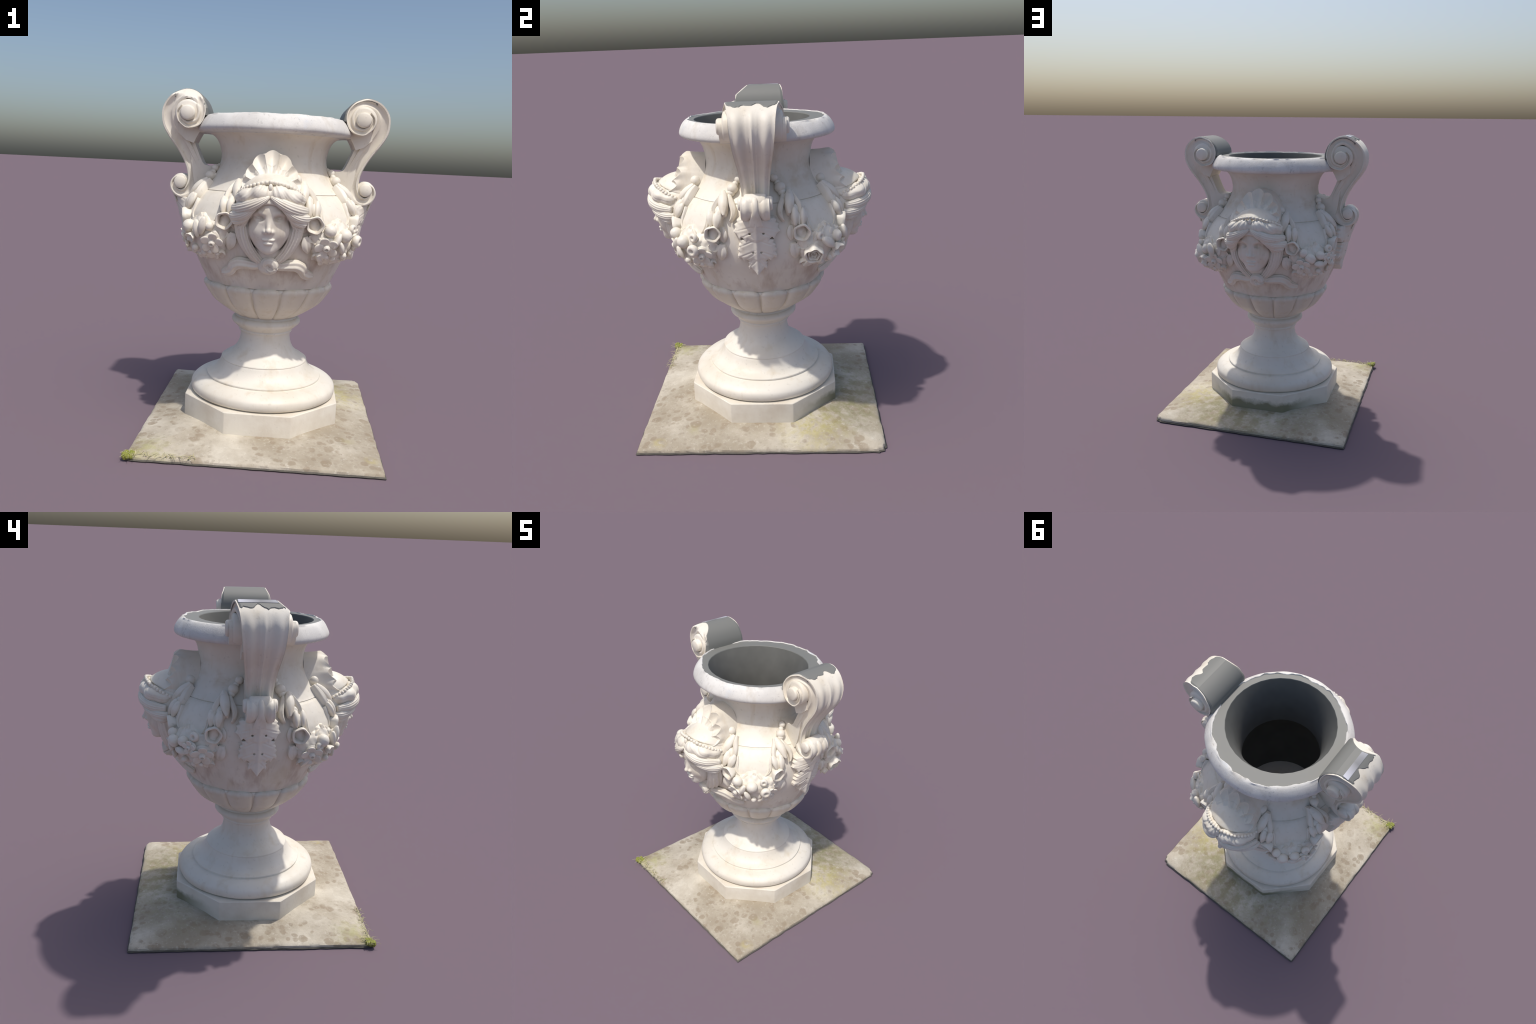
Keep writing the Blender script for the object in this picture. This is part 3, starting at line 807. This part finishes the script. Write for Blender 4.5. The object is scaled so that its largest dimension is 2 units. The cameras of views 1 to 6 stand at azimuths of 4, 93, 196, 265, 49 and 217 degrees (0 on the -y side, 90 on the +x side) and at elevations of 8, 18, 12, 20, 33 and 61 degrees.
# -- garlands --------------------------------------------------------------
def flower_meshes():
    D = {}
    t = np.linspace(0, 2 * math.pi, 30, endpoint=False)
    # trumpet: bell with a thick lip and a deep throat
    prof = [(.0, -.035), (.016, -.035), (.026, -.022), (.036, .0), (.042, .020), (.0435, .030), (.040, .036), (.034, .034), (.0305, .024), (.027, .002), (.020, -.018), (.010, -.026), (.0, -.027)]
    R = [[(max(r, .0005) * (1 + .05 * math.cos(5 * a)) * math.cos(a), max(r, .0005) * (1 + .05 * math.cos(5 * a)) * math.sin(a), z) for a in t] for r, z in prof]
    D["trumpet"] = mesh_data("trumpet_flower", *rings(np.array(R)), MARBLE, 60)
    # five-petalled blossom with a boss and a dark eye
    parts = []
    for k in range(5):
        a = 2 * math.pi * k / 5 + math.pi / 2
        V, F = ball((0, 0, 0), (.0245, .0215, .0085), 18, 12)
        V = np.array([(x, y, z + 9. * (x * x + y * y)) for x, y, z in V]); ti = RAD(14)
        V = np.stack([V[:, 0] * math.cos(ti) - V[:, 2] * math.sin(ti) + .034, V[:, 1], V[:, 0] * math.sin(ti) + V[:, 2] * math.cos(ti) + .006], 1)
        c, s = math.cos(a), math.sin(a)
        V = np.stack([V[:, 0] * c - V[:, 1] * s, V[:, 0] * s + V[:, 1] * c, V[:, 2] + .003 * (k % 2)], 1)
        parts.append((V, F))
    parts.append(ball((0, 0, -.012), (.046, .046, .02), 24, 10))
    prof = [(.017, -.01), (.017, .016), (.013, .027), (.008, .029), (.005, .018), (.0, .014)]
    R = [[(max(r, .0004) * math.cos(a), max(r, .0004) * math.sin(a), z) for a in t] for r, z in prof]
    parts.append(rings(np.array(R)))
    D["blossom"] = mesh_data("blossom", *join(*parts), MARBLE, 55)
    # cupped rose: ring wall of overlapping petals round a small heart
    parts = []
    for k, (r, h) in enumerate(((.045, .030), (.030, .026), (.015, .022))):
        R = []
        for f, z in ((.55, -.03), (.98, -.012), (1.0, h * .7), (.92, h), (.80, h * .9), (.70, h * .2), (.3, -.01)):
            R.append([(r * f * (1 + .07 * math.cos(5 * a + k)) * math.cos(a), r * f * (1 + .07 * math.cos(5 * a + k)) * math.sin(a), z + .003 * math.sin(5 * a + k)) for a in t])
        parts.append(rings(np.array(R)))
    D["rose"] = mesh_data("rose", *join(*parts), MARBLE, 55)
    # bud: pointed three-lobed egg along -y with a slit
    R = []
    for u in np.linspace(0, 1, 14):
        r = .021 * math.sin(math.pi * (.06 + .88 * u)) ** .7 * (1 - .18 * u)
        R.append([(r * (1 + .09 * math.cos(3 * a)) * math.cos(a), .04 - .088 * u, r * (1 + .09 * math.cos(3 * a)) * math.sin(a)) for a in t])
    D["bud"] = mesh_data("bud", *rings(np.array(R)), MARBLE, 180)
    # husk: long pointed leaf with raised rims and a mid furrow, along -y
    def blade(L, w, h, curve, hollow):
        R = []
        for u in np.linspace(0, 1, 22):
            ww = w * (math.sin(math.pi * min(.985, .10 + .86 * u)) ** .75); y = .5 * L - L * u; cx = curve * math.sin(math.pi * u * .9) ** 1.0 * u
            lift = h * (1.05 * math.sin(math.pi * (.15 + .75 * u)))
            row = [(cx + ww * s, y, lift * (1 - .45 * abs(s) ** 2) - hollow * math.exp(-(s / .22) ** 2) * math.sin(math.pi * u)) for s in np.linspace(-1, 1, 13)]
            row += [(cx + ww * .85, y, -.018), (cx - ww * .85, y, -.018)]
            R.append(row)
        return rings(np.array(R))
    D["husk"] = mesh_data("husk_leaf", *blade(.130, .023, .026, .0, .000), MARBLE, 60)
    D["leaf_left"] = mesh_data("curved_leaf", *blade(.145, .015, .022, -.045, -.004), MARBLE, 60)
    D["leaf_right"] = mesh_data("curved_leaf", *blade(.145, .015, .022, .045, -.004), MARBLE, 60)
    D["tail_left"] = mesh_data("thin_leaf", *blade(.125, .011, .010, -.035, .006), MARBLE, 60)
    D["tail_right"] = mesh_data("thin_leaf", *blade(.125, .011, .010, .035, .006), MARBLE, 60)
    D["petal"] = mesh_data("broad_leaf", *blade(.085, .028, .016, .0, .005), MARBLE, 60)
    # fruit, ring flower, berry, ruffle
    V, F = ball((0, 0, 0), .035, 28, 20)
    V = np.array([v * (1 + .035 * noise.noise(Vector(v * 130))) for v in V])
    D["fruit"] = mesh_data("round_fruit", V, F, MARBLE, 180)
    V, F = ball((0, 0, 0), (.030, .036, .030), 30, 18)
    V = np.array([v * (1 - .07 * abs(math.cos(2.5 * math.atan2(v[0], v[2]))) ** 6) for v in V])
    D["ribbed"] = mesh_data("ribbed_fruit", V, F, MARBLE, 180)
    prof = [(.0, -.02), (.026, -.02), (.035, -.006), (.036, .006), (.030, .018), (.020, .022), (.011, .016), (.007, .004), (.0, .0)]
    R = [[(max(r, .0004) * math.cos(a), max(r, .0004) * math.sin(a), z) for a in t] for r, z in prof]
    D["ring"] = mesh_data("ring_flower", *rings(np.array(R)), MARBLE, 180)
    D["berry"] = mesh_data("berry", *ball((0, 0, 0), .016, 18, 12), MARBLE, 180)
    D["bead"] = mesh_data("garland_bead", *ball((0, 0, 0), .031, 24, 16), MARBLE, 180)
    R = []
    for f, z in ((.3, -.02), (.75, -.016), (1., .006), (.97, .016), (.80, .012), (.45, .0), (.1, -.004)):
        R.append([(.036 * f * (1 + .10 * math.cos(5 * a) * f) * math.cos(a), .030 * f * (1 + .10 * math.cos(5 * a) * f) * math.sin(a), z + .004 * math.cos(5 * a) * f) for a in t])
    D["ruffle"] = mesh_data("ruffled_leaf", *rings(np.array(R)), MARBLE, 60)
    return D
FLOWER = flower_meshes()

def mass_field(P):
    """packed leaves under the flowers: a drooping roll lying on the wall"""
    f = None
    for a, z, r in ((25, 1.50, .022), (22, 1.44, .030), (20, 1.38, .040), (18, 1.32, .038), (16.5, 1.27, .036), (14.5, 1.22, .044), (12, 1.175, .052), (8.5, 1.145, .066),
                    (4.5, 1.135, .076), (0, 1.135, .078), (8, 1.20, .068), (4, 1.195, .080), (0, 1.20, .082), (0, 1.245, .060), (10, 1.112, .040), (5, 1.10, .048), (0, 1.098, .050)):
        # both strands at once: the field is mirrored left to right
        g = ell((P[0], np.abs(P[1]), P[2]), on_wall(a, z, .006), (r, r, r)); f = g if f is None else smin(f, g, .02)
    X, Y, Z = P
    f = f + .004 * np.sin(X * 95 + 2) * np.sin(Y * 110) * np.sin(Z * 100 + 1)
    return smax(f, wall(Z) - .015 - np.sqrt(X * X + Y * Y), .004)
MASS = mesh_data("leaf_mass", *net(mass_field, (.26, -.27, .97), (.64, .27, 1.54), .0055), MARBLE, 180)

def build_panel():
    # bulging field between the two strands, its upper edge a shallow step
    R = []
    for z in np.linspace(1.15, 1.4165, 26):
        u = (1.4165 - z) / .2965; row = []
        half = np.interp(z, [1.12, 1.20, 1.30, 1.42], [15., 17., 19., 20.])
        for q in np.linspace(-1, 1, 29):
            l = .004 + .034 * math.sin(min(1., u * 1.5) * math.pi * .5)
            l = l * (1 - abs(q) ** 9) * min(1., (z - 1.15) / .06) - .008 * abs(q) ** 14
            p = on_wall(half * q, z, l); row.append(p)
        row += [on_wall(half, z, -.02), on_wall(-half, z, -.02)]
        R.append(row)
    return rings(np.array(R))
PANEL = mesh_data("drapery_panel", *build_panel(), MARBLE, 50)

def build_garland(angle, kind, r):
    g = bpy.data.objects.new("garland", None); bpy.context.scene.collection.objects.link(g)
    g.parent = urn; g.matrix_local = Matrix.Rotation(RAD(angle), 4, "Z")
    put("leaf_mass", MASS, g); put("drapery_panel", PANEL, g)
    def lay(key, a, z, lift, roll=0., tilt=0., yaw=0., s=1., j=1.):
        a += r.uniform(-.6, .6) * j; z += r.uniform(-.005, .005) * j
        e, u, n = wall_frame(a, z); B = Matrix(np.array([e, u, n]).T.tolist()).to_4x4()
        q = Matrix.Rotation(RAD(yaw), 4, "Y") @ Matrix.Rotation(RAD(tilt), 4, "X") @ Matrix.Rotation(RAD(roll + r.uniform(-5, 5) * j), 4, "Z")
        put(FLOWER[key].name.split(".")[0], FLOWER[key], g, Matrix.Translation(on_wall(a, z, lift)) @ B @ q @ Matrix.Scale(s * r.uniform(.96, 1.05), 4))
    for s in (-1, 1):
        lay("bead", s * 25.3, 1.498, .026, j=.3)
        lay("bead", s * 29.0, 1.545, .018, s=.72, j=.3)
        lay("bead", s * 26.8, 1.522, .020, s=.55, j=.3)
        lay("husk", s * 22.2, 1.430, .040, roll=s * 17, s=1.18, j=.4)
        lay("bead", s * 24.6, 1.476, .022, s=.7, j=.3)
        lay("leaf_right" if s < 0 else "leaf_left", s * 19.0, 1.416, .026, roll=s * 8, s=1.15, j=.4)
        lay("leaf_left" if s < 0 else "leaf_right", s * 25.4, 1.405, .016, roll=s * 6, s=1.15, j=.4)
        lay("bud", s * 20.6, 1.360, .046, roll=s * 4, s=1.15)
        lay("bud", s * 15.6, 1.356, .048, roll=s * 12, s=1.12)
        lay("bud", s * 18.2, 1.350, .040, roll=s * 8, s=.85)
        lay("tail_left" if s < 0 else "tail_right", s * 10.8, 1.322, .030, roll=-s * 22)
        lay("trumpet", s * 17.0, 1.272, .026, yaw=s * 26, tilt=14, s=1.12)
        lay("petal", s * 22.5, 1.265, .004, roll=s * 6, s=1.0)
        lay("petal", s * 21.0, 1.155, .010, roll=-s * 14, s=1.15)
        lay("ruffle", s * 16.5, 1.195, .026, yaw=s * 35, s=.85)
        lay("ruffle", s * 13.0, 1.092, .034, yaw=s * 20, tilt=35, s=.95)
        lay("petal", s * 8.5, 1.066, .030, roll=-s * 40, tilt=20, s=.8)
        lay("berry", s * 9.5, 1.092, .068, s=1.1)
        lay("berry", s * 4.2, 1.086, .074, s=1.2)
    lay("ruffle", 0, 1.074, .052, tilt=40, s=1.1)
    lay("berry", .5, 1.104, .098, s=1.25)
    for a, ro in ((0., 0.), (-5., -28.), (5., 28.), (-9.5, -50.), (9.5, 50.)):
        lay("petal", a, 1.262 - .0005 * a * a, .048, roll=ro + 180, s=.85)
    for i in range(16):                                      # small stuffing leaves and berries
        a = r.uniform(-14, 14); z = 1.185 + r.uniform(-.075, .06) - .0002 * a * a
        lay(r.choice(("petal", "bud", "berry", "petal", "bud")), a, z, .052 + .02 * (1 - abs(a) / 14), roll=r.uniform(-60, 60), tilt=r.uniform(0, 25), s=r.uniform(.75, 1.0))
    big = {0: ("blossom", "blossom"), 1: ("rose", "blossom"), 2: ("blossom", "blossom"), 3: ("blossom", "blossom")}[kind]
    lay(big[0], -11.0, 1.150, .070, yaw=-30, tilt=16, roll=20, s=1.2)
    lay(big[1], 11.0, 1.150, .070, yaw=30, tilt=16, roll=-12, s=1.2)
    if kind == 0:      # towards +x -y: fruit, ball and ring
        lay("fruit", -9.6, 1.240, .080); lay("fruit", 0, 1.216, .094, s=1.05); lay("ring", 8.0, 1.178, .112, yaw=8, s=1.0)
        lay("ring", 7.6, 1.242, .084, s=.75); lay("bud", -7.0, 1.184, .104, roll=-20, s=1.1); lay("bud", -3.2, 1.148, .109, roll=25, s=.9)
    elif kind == 1:    # +x +y
        lay("bud", -3.0, 1.202, .098, roll=50, s=1.35); lay("ruffle", 4.0, 1.156, .108, tilt=25, s=1.1); lay("bud", 11., 1.226, .094, roll=20, s=1.2)
        lay("ribbed", 4.5, 1.221, .089); lay("rose", 3.0, 1.121, .100, tilt=45, s=.7); lay("ring", -8, 1.241, .080, s=.7)
    elif kind == 2:    # -x +y
        lay("ribbed", -6.5, 1.206, .096, s=1.1, roll=60); lay("ribbed", 1.0, 1.211, .094, roll=80); lay("ring", 8.5, 1.251, .086, s=.8)
        lay("blossom", 6.0, 1.191, .104, s=.8); lay("bud", 0, 1.161, .109, roll=90, s=1.1); lay("fruit", -10.5, 1.241, .074, s=.8)
    else:              # -x -y
        lay("bud", 8.0, 1.244, .098, roll=-14, s=1.1); lay("bud", 3.6, 1.216, .102, roll=14, s=1.1); lay("fruit", -4.6, 1.226, .090, s=1.1)
        lay("fruit", 10.5, 1.236, .074, s=.75); lay("ruffle", 0, 1.166, .112, s=.9, tilt=20); lay("ring", -8, 1.196, .094, s=.75)
for k, ang in enumerate((-45, 45, 135, 225)):
    build_garland(ang, k, random.Random(20 + k))
